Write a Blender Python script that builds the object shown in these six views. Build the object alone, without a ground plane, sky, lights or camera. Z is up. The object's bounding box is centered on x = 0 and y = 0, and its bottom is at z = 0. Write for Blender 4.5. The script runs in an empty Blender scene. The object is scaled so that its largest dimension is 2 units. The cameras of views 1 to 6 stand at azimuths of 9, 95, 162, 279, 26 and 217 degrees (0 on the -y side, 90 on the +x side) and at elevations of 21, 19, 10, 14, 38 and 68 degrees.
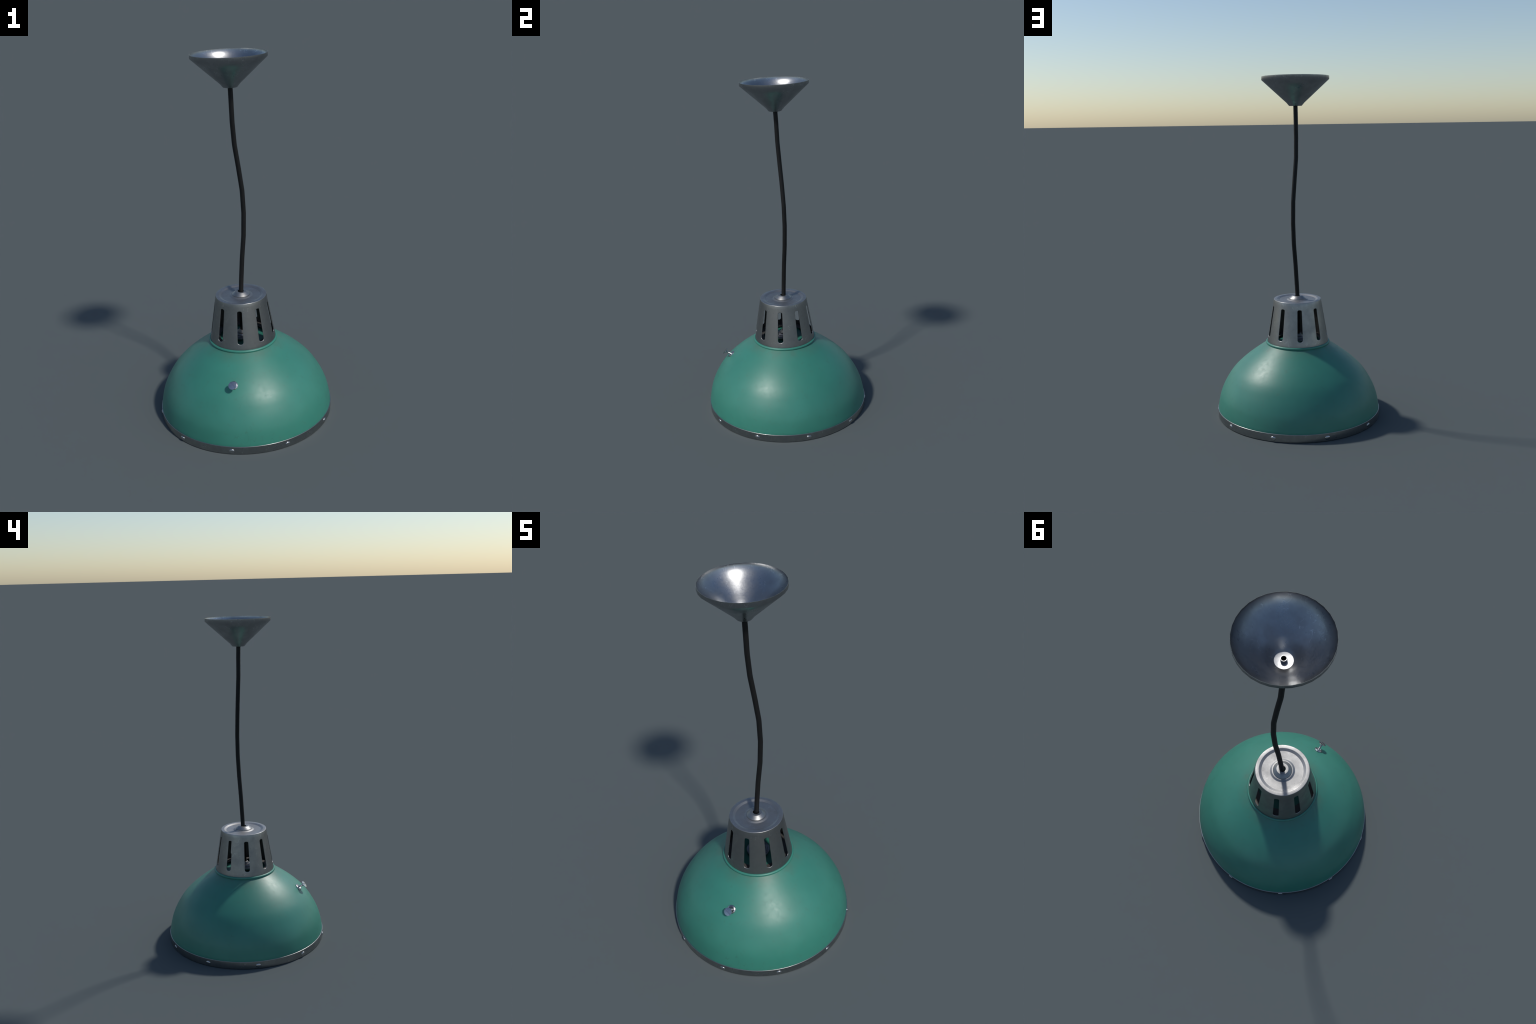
# Industrial pendant lamp: green enamel dome shade with riveted steel rim band,
# slotted steel cap, black cord with slack, conical steel ceiling canopy.
import bpy, bmesh
from math import sin, cos, pi, radians, degrees, hypot, atan2, sqrt
from mathutils import Vector, Matrix

TAU = 2 * pi

# ------------------------------------------------------------------ helpers
def new_object(name, mesh, mat=None, parent=None):
    ob = bpy.data.objects.new(name, mesh)
    bpy.context.scene.collection.objects.link(ob)
    if mat:
        ob.data.materials.append(mat)
    if parent:
        ob.parent = parent
    return ob

def finish(me, angle=35):
    bm = bmesh.new(); bm.from_mesh(me)
    bmesh.ops.remove_doubles(bm, verts=bm.verts, dist=1e-6)
    bmesh.ops.recalc_face_normals(bm, faces=bm.faces)
    bm.to_mesh(me); bm.free()
    me.polygons.foreach_set("use_smooth", [True] * len(me.polygons))
    me.set_sharp_from_angle(angle=radians(angle))
    me.update()
    return me

def fillet(points, steps=4):
    """points: (r, z, radius). Rounds each inner corner of a profile."""
    out = []
    n = len(points)
    for i, p in enumerate(points):
        P = Vector(p[:2]); rad = p[2] if len(p) > 2 else 0
        if rad <= 0 or i in (0, n - 1):
            out.append((P.x, P.y)); continue
        A = Vector(points[i - 1][:2]) - P; B = Vector(points[i + 1][:2]) - P
        la, lb = A.length, B.length
        A.normalize(); B.normalize()
        ang = A.angle(B)
        t = min(rad / max(1e-6, abs(sin(ang / 2) / cos(ang / 2))), la * .49, lb * .49)
        a, b = P + A * t, P + B * t
        for k in range(steps + 1):
            s = k / steps
            q = a * (1 - s) ** 2 + P * 2 * s * (1 - s) + b * s * s
            out.append((q.x, q.y))
    return out

def smooth_curve(pts, per=6):
    """Catmull-Rom through (r, z) points."""
    P = [Vector(p) for p in pts]
    P = [P[0] * 2 - P[1]] + P + [P[-1] * 2 - P[-2]]
    out = []
    for i in range(1, len(P) - 2):
        for k in range(per):
            t = k / per
            q = 0.5 * ((2 * P[i]) + (P[i + 1] - P[i - 1]) * t
                       + (2 * P[i - 1] - 5 * P[i] + 4 * P[i + 1] - P[i + 2]) * t * t
                       + (3 * P[i] - P[i - 1] - 3 * P[i + 1] + P[i + 2]) * t ** 3)
            out.append((q.x, q.y))
    out.append(tuple(pts[-1]))
    return out

def lathe(name, profile, seg=96, phase=0.0, closed=False, angle=35):
    """Revolve an (r, z) profile about z."""
    verts, faces, rings = [], [], []
    for r, z in profile:
        if r < 1e-6:
            rings.append([len(verts)]); verts.append((0, 0, z))
        else:
            rings.append(list(range(len(verts), len(verts) + seg)))
            for i in range(seg):
                a = phase + TAU * i / seg
                verts.append((r * cos(a), r * sin(a), z))
    pairs = list(zip(rings, rings[1:]))
    if closed:
        pairs.append((rings[-1], rings[0]))
    for A, B in pairs:
        for i in range(seg):
            j = (i + 1) % seg
            if len(A) == 1 and len(B) == 1:
                continue
            if len(A) == 1:
                faces.append((A[0], B[i], B[j]))
            elif len(B) == 1:
                faces.append((A[i], B[0], A[j]))
            else:
                faces.append((A[i], B[i], B[j], A[j]))
    me = bpy.data.meshes.new(name)
    me.from_pydata(verts, [], faces)
    return finish(me, angle)

def place(ob, origin, axis):
    """Stand a z-built part at origin with its z along axis."""
    ob.matrix_local = Matrix.Translation(origin) @ Vector(axis).to_track_quat('Z', 'Y').to_matrix().to_4x4()

# ------------------------------------------------------------------ materials
def node(nt, kind, **kw):
    n = nt.nodes.new(kind)
    for k, v in kw.items():
        if k.startswith("in_"):
            n.inputs[k[3:].replace("_", " ")].default_value = v
        else:
            setattr(n, k, v)
    return n

def noise(nt, coord, scale, detail=4, rough=.55, stretch=None):
    src = coord
    if stretch:
        m = node(nt, "ShaderNodeMapping"); m.inputs["Scale"].default_value = stretch
        nt.links.new(coord, m.inputs["Vector"]); src = m.outputs["Vector"]
    n = node(nt, "ShaderNodeTexNoise")
    n.inputs["Scale"].default_value = scale
    n.inputs["Detail"].default_value = detail
    n.inputs["Roughness"].default_value = rough
    nt.links.new(src, n.inputs["Vector"])
    return n.outputs["Fac"]

def remap(nt, val, a, b, c, d):
    m = node(nt, "ShaderNodeMapRange")
    m.inputs["From Min"].default_value = a; m.inputs["From Max"].default_value = b
    m.inputs["To Min"].default_value = c; m.inputs["To Max"].default_value = d
    nt.links.new(val, m.inputs["Value"])
    return m.outputs["Result"]

def mix(nt, fac, a, b):
    m = node(nt, "ShaderNodeMix", data_type='RGBA')
    for sock, v in ((m.inputs[0], fac), (m.inputs[6], a), (m.inputs[7], b)):
        if hasattr(v, "is_output"):
            nt.links.new(v, sock)
        else:
            sock.default_value = v if not isinstance(v, tuple) else (*v, 1)[:4]
    return m.outputs[2]

def math(nt, op, a, b):
    m = node(nt, "ShaderNodeMath", operation=op)
    for s, v in zip(m.inputs, (a, b)):
        if hasattr(v, "is_output"):
            nt.links.new(v, s)
        else:
            s.default_value = v
    return m.outputs[0]

def scratches(nt, coord, scale, width, density):
    """Thin wandering hairlines: ridge of a low noise, broken up by a second one."""
    a = noise(nt, coord, scale, 2, .5, (1, 1, .6))
    ridge = remap(nt, math(nt, 'ABSOLUTE', math(nt, 'SUBTRACT', a, .5), 0), 0, width, 1, 0)
    gate = remap(nt, noise(nt, coord, scale * .55, 3, .6), density, density + .06, 0, 1)
    return math(nt, 'MULTIPLY', ridge, gate)

def base(name):
    m = bpy.data.materials.new(name); m.use_nodes = True
    nt = m.node_tree
    return m, nt, nt.nodes["Principled BSDF"], node(nt, "ShaderNodeTexCoord").outputs["Object"]

def steel(name, tint, rough, wear=True, worn_rough=.06, top_rough=0.0):
    m, nt, p, co = base(name)
    p.inputs["Metallic"].default_value = 1
    blotch = noise(nt, co, 14, 5, .6)
    grain = noise(nt, co, 120, 3, .6)
    dark = tuple(c * .80 for c in tint)
    col = mix(nt, remap(nt, blotch, .35, .65, 0, 1), dark, tint)
    r = remap(nt, blotch, .3, .7, rough + worn_rough, rough - worn_rough)
    r = math(nt, 'ADD', r, remap(nt, grain, .3, .7, -.03, .03))
    if top_rough:       # upward faces roughened to dim and grey their sun and sky reflection
        sep = node(nt, "ShaderNodeSeparateXYZ")
        nt.links.new(node(nt, "ShaderNodeNewGeometry").outputs["Normal"], sep.inputs[0])
        r = math(nt, 'ADD', r, remap(nt, sep.outputs["Z"], .6, .95, 0, top_rough))
    if wear:
        s = scratches(nt, co, 26, .009, .54)
        col = mix(nt, math(nt, 'MULTIPLY', s, .55), col, tuple(min(1, c * 1.9) for c in tint))
        pits = remap(nt, noise(nt, co, 70, 2, .5), .70, .76, 0, 1)
        col = mix(nt, math(nt, 'MULTIPLY', pits, .5), col, tuple(c * .55 for c in tint))
    nt.links.new(col, p.inputs["Base Color"])
    nt.links.new(r, p.inputs["Roughness"])
    b = node(nt, "ShaderNodeBump"); b.inputs["Strength"].default_value = .04 if wear else .0
    b.inputs["Distance"].default_value = .002
    nt.links.new(grain, b.inputs["Height"]); nt.links.new(b.outputs[0], p.inputs["Normal"])
    return m

def green_enamel():
    m, nt, p, co = base("green_enamel")
    tone = noise(nt, co, 5, 5, .6)
    fine = noise(nt, co, 40, 4, .65)
    col = mix(nt, remap(nt, tone, .35, .68, 0, 1), (.029, .182, .133), (.037, .206, .153))
    smear = remap(nt, fine, .56, .72, 0, .28)
    col = mix(nt, smear, col, (.040, .120, .088))
    hair = scratches(nt, co, 11, .0035, .55)
    col = mix(nt, math(nt, 'MULTIPLY', hair, .35), col, (.03, .075, .06))
    # grime settled just under the bead at the foot of the cap
    sep = node(nt, "ShaderNodeSeparateXYZ"); nt.links.new(co, sep.inputs[0])
    grime = math(nt, 'MULTIPLY', remap(nt, sep.outputs["Z"], .395, .436, 0, .45),
                 remap(nt, noise(nt, co, 16, 4, .6), .35, .65, .15, 1))
    grime = math(nt, 'MULTIPLY', grime, remap(nt, sep.outputs["Z"], .436, .439, 1, 0))
    col = mix(nt, grime, col, (.085, .105, .075))
    nt.links.new(col, p.inputs["Base Color"])
    r = remap(nt, tone, .3, .7, .455, .405)
    r = math(nt, 'ADD', r, remap(nt, fine, .3, .75, -.02, .06))
    nt.links.new(r, p.inputs["Roughness"])
    p.inputs["Specular IOR Level"].default_value = .62
    b = node(nt, "ShaderNodeBump"); b.inputs["Strength"].default_value = .05
    b.inputs["Distance"].default_value = .002
    nt.links.new(fine, b.inputs["Height"]); nt.links.new(b.outputs[0], p.inputs["Normal"])
    return m

def plain(name, col, rough, metal=0.0):
    m, nt, p, co = base(name)
    g = noise(nt, co, 60, 3, .6)
    c = mix(nt, g, tuple(v * .75 for v in col), tuple(v * 1.2 for v in col))
    nt.links.new(c, p.inputs["Base Color"])
    nt.links.new(remap(nt, g, .3, .7, rough - .04, rough + .04), p.inputs["Roughness"])
    p.inputs["Metallic"].default_value = metal
    p.inputs["Specular IOR Level"].default_value = .3
    return m

GREEN = green_enamel()
CAP_STEEL = steel("worn_steel", (.345, .345, .342), .39, top_rough=.13)
BAND_STEEL = steel("band_steel", (.37, .38, .38), .34)
CANOPY_STEEL = steel("canopy_steel", (.37, .378, .388), .315)
BRIGHT_STEEL = steel("bright_steel", (.52, .52, .53), .24, wear=False, worn_rough=.03)
SOCKET_METAL = plain("socket_metal", (.36, .36, .38), .42, 1.0)
DULL_INSIDE = plain("dull_inside", (.13, .125, .12), .6, .6)
RUBBER = plain("black_rubber", (.0065, .0065, .0068), .55)

# ------------------------------------------------------------------ root
root = bpy.data.objects.new("pendant_lamp", None)
bpy.context.scene.collection.objects.link(root)
root["label"] = "green metal dome pendant lamp with black cord"
root["category"] = "pendant lamp"

# ------------------------------------------------------------------ shade
outer = smooth_curve([(.4830, .004), (.4852, .045), (.4820, .070), (.4763, .100), (.4688, .130), (.4580, .160),
                      (.4442, .190), (.4275, .220), (.4085, .250), (.3850, .280), (.3555, .310), (.3220, .340),
                      (.2840, .370), (.2425, .400), (.1890, .4370)], 4)
T = .004
BEAD_R, BEAD_Z, BEAD = .1836, .4438, .0080
bead = [(BEAD_R + BEAD * cos(a), BEAD_Z + BEAD * sin(a))
        for a in [radians(-48 + 138 * k / 10) for k in range(11)]]
top = [(.176, BEAD_Z + .003), (.150, .4445), (.050, .4445), (.046, .4425), (.050, .4405), (.150, .4405), (.186, .4330)]
inner = []
for i in range(len(outer) - 1, -1, -1):
    p = Vector(outer[i]); q = Vector(outer[max(i - 1, 0)]); s = Vector(outer[min(i + 1, len(outer) - 1)])
    t = (s - q).normalized(); n = Vector((-t.y, t.x))
    w = p + n * T
    inner.append((w.x, w.y))
shade = new_object("shade", lathe("shade", outer + bead + top + inner[1:], 128, closed=True, angle=40), GREEN, root)

# rim band
band_prof = fillet([(.4800, .0455, 0), (.4882, .0455, .0022), (.4868, .0, .0012), (.4780, .0, .001), (.4790, .042, 0)], 5)
band = new_object("rim_band", lathe("rim_band", band_prof, 128, closed=True, angle=40), BAND_STEEL, shade)

# rivets: low oval buttons
rivet_prof = [(0, .0058)] + [(cos(a), .0058 * sin(a)) for a in [radians(84 - 9 * k) for k in range(10)]] + [(1.0, -.004)]
rivet_mesh = lathe("rivet", [(r * .0132, z) for r, z in rivet_prof], 28, angle=50)
rivet_mesh.materials.append(BRIGHT_STEEL)
for k in range(10):
    a = radians(18 + 36 * k)
    ob = new_object("rivet", rivet_mesh, None, band)
    out = Vector((cos(a), sin(a), -.09)).normalized()
    side = Vector((-sin(a), cos(a), 0))
    up = out.cross(side)
    M = Matrix((side * 1.16, up * .95, out)).transposed().to_4x4()
    M.translation = Vector((.4870 * cos(a), .4870 * sin(a), .0190))
    ob.matrix_local = M

# ------------------------------------------------------------------ adjusting screw
TILT = 30
axis = Vector((0, -cos(radians(TILT)), sin(radians(TILT))))
head_at = Vector((0, -.3777, .3495))
L = .042
foot = head_at - axis * L
w_ax = Vector((0, -cos(radians(43)), sin(radians(43))))
wash_prof = fillet([(.0040, -.0015, 0), (.0085, -.0015, .001), (.0108, .0005, .002), (.0165, .0035, .003), (.0230, -.0005, .002), (.0230, -.012, 0)], 5)
wash = new_object("screw_washer", lathe("screw_washer", wash_prof, 40, angle=50), BRIGHT_STEEL, shade)
place(wash, foot, w_ax)
scr = [(.0052, -.012)]
z = -.006
while z < L - .013:
    scr += [(.0058, z), (.0052, z + .0012)]
    z += .0024
scr += [(.0054, L - .0060), (.0, L - .0060)]
shank = new_object("screw_shank", lathe("screw_shank", scr, 32, angle=30), BRIGHT_STEEL, shade)
place(shank, foot, axis)
HT = 41                     # the flat head sits slightly cocked on its shank
h_ax = Vector((-.06, -cos(radians(HT)), sin(radians(HT)))).normalized()
head_prof = fillet([(.0, -.0120, 0), (.0060, -.0115, .001), (.0090, -.0065, .003), (.0212, -.0030, .0008), (.0212, -.0004, .0006), (.0, .0, 0)], 3)
screw = new_object("screw_head", lathe("screw_head", head_prof, 40, angle=30), BRIGHT_STEEL, shade)
place(screw, head_at, h_ax)
# driver slot cut across the head
cut_me = bpy.data.meshes.new("slot_cutter")
bm = bmesh.new(); bmesh.ops.create_cube(bm, size=1)
bmesh.ops.scale(bm, vec=(.06, .0058, .0056), verts=bm.verts); bm.to_mesh(cut_me); bm.free()
cutter = new_object("slot_cutter", cut_me, None, shade)
e1 = Vector((1, 0, 0)); u2 = Vector((0, sin(radians(HT)), cos(radians(HT))))
sx = e1 * cos(radians(-30)) + u2 * sin(radians(-30))
sx = (sx - h_ax * sx.dot(h_ax)).normalized()
M = Matrix((sx, h_ax.cross(sx), h_ax)).transposed().to_4x4(); M.translation = head_at
cutter.matrix_local = M
bpy.context.view_layer.update()
md = screw.modifiers.new("slot", 'BOOLEAN'); md.object = cutter; md.operation = 'DIFFERENCE'; md.solver = 'EXACT'
dg = bpy.context.evaluated_depsgraph_get()
cut = bpy.data.meshes.new_from_object(screw.evaluated_get(dg))
screw.modifiers.clear(); screw.data = cut; cut.name = "screw_head"
cut.set_sharp_from_angle(angle=radians(30))
bpy.data.objects.remove(cutter)

# ------------------------------------------------------------------ slotted cap
N_SLOT, M_SEG, K_SEG = 9, 20, 14
SLOT0 = radians(75.6)
Z0, Z1 = .4620, .6860          # slotted zone of the wall
SB, ST = .4825, .6660          # slot ends
def cap_r(z):
    return .1828 - (z - .4485) * (.0428 / .2575)
tilt = atan2(.0428, .2575)
WALL = .0030
def cap_point(th, z, depth):
    r = cap_r(z) - depth / cos(tilt) 
    return (r * cos(th), r * sin(th), z)

def slot_outline(grow):
    """Closed loop of (theta, z): top end, left side, bottom end, right side. Same count as frame()."""
    pts = []
    n = 2.5
    ht = .0865 * cap_r(ST) + grow; hb = .0880 * cap_r(SB) + grow
    zt, zb = ST + grow, SB - grow
    et, eb = ht * .85, hb * .9
    def end(zc, hw, h, sgn):
        out = []
        for i in range(M_SEG + 1):
            a = pi * i / M_SEG
            c, s = cos(a), sin(a)
            x = hw * (abs(c) ** (2 / n)) * (1 if c > 0 else -1)
            y = h * (abs(s) ** (2 / n))
            out.append((x, zc + sgn * y))
        return out
    T_ = end(zt - et, ht, et, 1)                    # +x -> -x
    B_ = [(-x, z) for x, z in end(zb + eb, hb, eb, -1)]  # -x -> +x
    loop = list(T_)
    for k in range(1, K_SEG):
        s = k / K_SEG
        loop.append((T_[-1][0] * (1 - s) + B_[0][0] * s, T_[-1][1] * (1 - s) + B_[0][1] * s))
    loop += B_
    for k in range(1, K_SEG):
        s = k / K_SEG
        loop.append((B_[-1][0] * (1 - s) + T_[0][0] * s, B_[-1][1] * (1 - s) + T_[0][1] * s))
    return [(x / cap_r(z), z) for x, z in loop]

H = pi / N_SLOT
def frame():
    loop = [(H - 2 * H * i / M_SEG, Z1) for i in range(M_SEG + 1)]
    loop += [(-H, Z1 + (Z0 - Z1) * k / K_SEG) for k in range(1, K_SEG)]
    loop += [(-H + 2 * H * i / M_SEG, Z0) for i in range(M_SEG + 1)]
    loop += [(H, Z0 + (Z1 - Z0) * k / K_SEG) for k in range(1, K_SEG)]
    return loop

F = frame()
BV = .0016
def blend(A, B, s):
    return [(a[0] * (1 - s) + b[0] * s, a[1] * (1 - s) + b[1] * s) for a, b in zip(A, B)]
g1 = slot_outline(BV)
layers = []
for s in (0, .3, .6, .85):
    layers.append((blend(F, g1, s), 0.0))
for k in range(5):
    a = radians(90 * k / 4)
    layers.append((slot_outline(BV * (1 - sin(a))), BV * (1 - cos(a))))
layers.append((slot_outline(0), WALL - .0006))
layers.append((slot_outline(.0006), WALL))
for s in (.6, .25, 0):
    layers.append((blend(F, slot_outline(.0006), s), WALL))

verts, faces = [], []
for k in range(N_SLOT):
    c = SLOT0 + TAU * k / N_SLOT
    idx = []
    for loop, depth in layers:
        idx.append(range(len(verts), len(verts) + len(loop)))
        verts += [cap_point(c + t, z, depth) for t, z in loop]
    n = len(F)
    for A, B in zip(idx, idx[1:]):
        for i in range(n):
            j = (i + 1) % n
            faces.append((A[i], A[j], B[j], B[i]))

# plain zones of the cap above and below the slots, joined at the same angles
seg = N_SLOT * M_SEG
phase = SLOT0 + H
def add_lathe(profile):
    start = len(verts)
    for r, z in profile:
        for i in range(seg):
            a = phase + TAU * i / seg
            verts.append((r * cos(a), r * sin(a), z))
    for p in range(len(profile) - 1):
        for i in range(seg):
            j = (i + 1) % seg
            A, B = start + p * seg, start + (p + 1) * seg
            faces.append((A + i, A + j, B + j, B + i))
W = WALL / cos(tilt)
crown = fillet([(cap_r(Z1), Z1, 0), (.1398, .7065, .0026), (.1215, .7065, .0045), (.1078, .7008, .0055),
                (.0640, .7005, .006), (.0545, .7050, .004), (.0480, .7055, .001), (.0150, .7055, .001), (.0150, .7015, .001),
                (.0500, .7015, .002), (.0620, .6975, .003), (.1120, .6975, .003), (.1210, .7025, .002),
                (.1368, .7025, .003), (cap_r(Z1) - W, Z1, 0)], 4)
add_lathe(crown)
add_lathe(fillet([(cap_r(Z0) - W, Z0, 0), (cap_r(.446) - W, .446, .0005), (cap_r(.446), .446, .0005), (cap_r(Z0), Z0, 0)], 3))
add_lathe([(cap_r(.457) - W + .0004, .4570), (.1275, .4570), (.1275, .4555), (cap_r(.4555) - W + .0004, .4555)])
me = bpy.data.meshes.new("cap"); me.from_pydata(verts, [], faces)
bm = bmesh.new(); bm.from_mesh(me)
bmesh.ops.remove_doubles(bm, verts=bm.verts, dist=2e-5)
bm.to_mesh(me); bm.free()
finish(me, 40)
cap = new_object("vented_cap", me, CAP_STEEL, root)
me.materials.append(DULL_INSIDE)
for p in me.polygons:                       # unpolished inside of the pressing
    c, n = p.center, p.normal
    r = hypot(c.x, c.y)
    if c.z < .7030 and (c.x * n.x + c.y * n.y) / r < -.3 or c.z < .7030 and n.z < -.6 and r < .14 or .455 < c.z < .4575 and r < .177:
        p.material_index = 1

# cord grip on the cap
grip_prof = fillet([(.0165, .7040, 0), (.0165, .7232, .0008), (.0306, .7232, .0013), (.0490, .7083, .0008), (.0490, .7052, 0)], 3)
new_object("cord_grip", lathe("cord_grip", grip_prof, 64, closed=True, angle=25), CAP_STEEL, cap)

# ------------------------------------------------------------------ lamp holder inside the cap
sock = new_object("lamp_holder", lathe("lamp_holder", fillet([
    (.0, .360, 0), (.034, .360, .003), (.036, .440, .002), (.062, .450, .002), (.062, .4610, .002), (.050, .4620, .002),
    (.0480, .4660, .002), (.040, .4670, .002), (.036, .4760, .003), (.028, .4780, .002), (.0, .4780, 0)], 4), 64, angle=40), SOCKET_METAL, root)
new_object("holder_grip", lathe("holder_grip", fillet([
    (.0130, .476, 0), (.0140, .4920, .001), (.0200, .4920, .002), (.0270, .4790, .001), (.0270, .4760, 0)], 4), 48, closed=True, angle=40), CAP_STEEL, sock)

# ------------------------------------------------------------------ ceiling canopy (32 flats round)
SHEET = .0012
KINK, RIM = (.0515, 1.8518), (.1942, 1.9815)
def on_cone(t, inset):
    return (RIM[0] + (KINK[0] - RIM[0]) * t - inset * .8, RIM[1] + (KINK[1] - RIM[1]) * t + inset * .8)
# rows of (r, z) with hand-set shading normals, bent away from
# the straight cone to draw the sun hotspot and darker rim
outside = [((.1938, 2.0000), 0), (RIM, -14)]
outside += [(on_cone(t, 0), -e) for t, e in ((.10, 30), (.25, 42), (.5, 47), (1.0, 48))]
outside += [((.0366, 1.8342), -52)]
inside = [((.1926, 2.0000), 3), ((.1930, 1.9836), 22)]
inside += [(on_cone(t, SHEET), e) for t, e in ((.08, 31), (.20, 40), (.34, 44.5), (.48, 46), (.58, 47.5), (.68, 50.5), (.77, 50.5), (.86, 47), (1.0, 46.5))]
inside += [((.0372, 1.8354), 56)]
bands = []                                  # each: pair of rows with their normal tilts, sign
bands.append(((.1926, 2.0), -4, (.1938, 2.0), -4, 1))
bands += [(a[0], a[1], b[0], b[1], 1) for a, b in zip(outside, outside[1:])]
bands.append(((.0366, 1.8342), -86, (.0115, 1.8342), -90, 1))
bands.append(((.0115, 1.8354), 90, (.0372, 1.8354), 84, -1))
bands += [(b[0], b[1], a[0], a[1], -1) for a, b in list(zip(inside, inside[1:]))[::-1]]
bands.append(((.0115, 1.8342), 0, (.0115, 1.8354), 0, -1))
CS = 32
verts, faces, normals, index = [], [], [], {}
def vert(p, k):
    k %= CS
    key = (round(p[0], 6), round(p[1], 6), k)
    if key not in index:
        index[key] = len(verts)
        a = TAU * k / CS + radians(90)
        verts.append((p[0] * cos(a), p[0] * sin(a), p[1]))
    return index[key]
def tilted(k, e, side):
    a = TAU * k / CS + radians(90)
    return Vector((side * cos(radians(e)) * cos(a), side * cos(radians(e)) * sin(a), sin(radians(e))))
for p, e, q, f, side in bands:
    for k in range(CS):
        corner = [(p, k, e), (q, k, f), (q, k + 1, f), (p, k + 1, e)]
        ids = [vert(c[0], c[1]) for c in corner]
        A, B, C = (Vector(verts[i]) for i in ids[:3])
        if (B - A).cross(C - A).dot(tilted(k + .5, (e + f) / 2, side)) < 0:
            corner.reverse(); ids.reverse()
        faces.append(ids)
        normals += [tilted(c[1], c[2], side) for c in corner]
me = bpy.data.meshes.new("ceiling_canopy"); me.from_pydata(verts, [], faces)
me.polygons.foreach_set("use_smooth", [True] * len(me.polygons))
me.normals_split_custom_set(normals)
can = new_object("ceiling_canopy", me, CANOPY_STEEL, root)
sleeve = new_object("cord_sleeve", lathe("cord_sleeve", fillet([
    (.0128, 1.8352, 0), (.0135, 1.8352, 0), (.0135, 1.8505, .0005), (.0105, 1.8505, .0004), (.0105, 1.8440, 0), (.0128, 1.8440, 0)], 3), 40, closed=True), CANOPY_STEEL, can)

# ------------------------------------------------------------------ cord: straight runs between soft kinks
spine = [(0, 0, .480), (-.0020, .0003, .560), (-.0028, .0010, .660), (.0045, .0069, .7823), (.0140, .0142, .9124),
         (.0265, .0240, 1.0389), (.0319, .0295, 1.1642), (.0296, .0288, 1.2891), (.0173, .0217, 1.4155),
         (.0039, .0127, 1.5394), (-.0001, .0054, 1.6573), (-.0001, .0029, 1.7724), (0, 0, 1.8438)]
path = []
for i, p in enumerate(spine):
    P = Vector(p)
    if 0 < i < len(spine) - 1:      # soften each kink over a few millimetres
        A = (Vector(spine[i - 1]) - P).normalized() * .010; B = (Vector(spine[i + 1]) - P).normalized() * .010
        for s in (0, .5, 1):
            path.append((P + A) * (1 - s) ** 2 + P * 2 * s * (1 - s) + (P + B) * s * s)
    else:
        path.append(P)
CR, CN = .0126, 24
verts, faces, rings = [], [], []
def ring(P, t, r):
    x = Vector((1, 0, 0)); x = (x - t * x.dot(t)).normalized(); y = t.cross(x)
    rings.append(range(len(verts), len(verts) + CN))
    for i in range(CN):
        a = TAU * i / CN
        verts.append(P + (x * cos(a) + y * sin(a)) * r)
for i, P in enumerate(path):
    t = (path[min(i + 1, len(path) - 1)] - path[max(i - 1, 0)]).normalized()
    ring(P, t, CR)
end = path[-1]; t = (path[-1] - path[-2]).normalized()
ring(end, t, .0104); ring(end - t * .07, t, .0104)     # hollow, cut end
for A, B in zip(rings, rings[1:]):
    for i in range(CN):
        j = (i + 1) % CN
        faces.append((A[i], A[j], B[j], B[i]))
faces.append(tuple(rings[-1])); faces.append(tuple(reversed(rings[0])))
me = bpy.data.meshes.new("cord"); me.from_pydata(verts, [], faces)
new_object("cord", finish(me, 50), RUBBER, root)
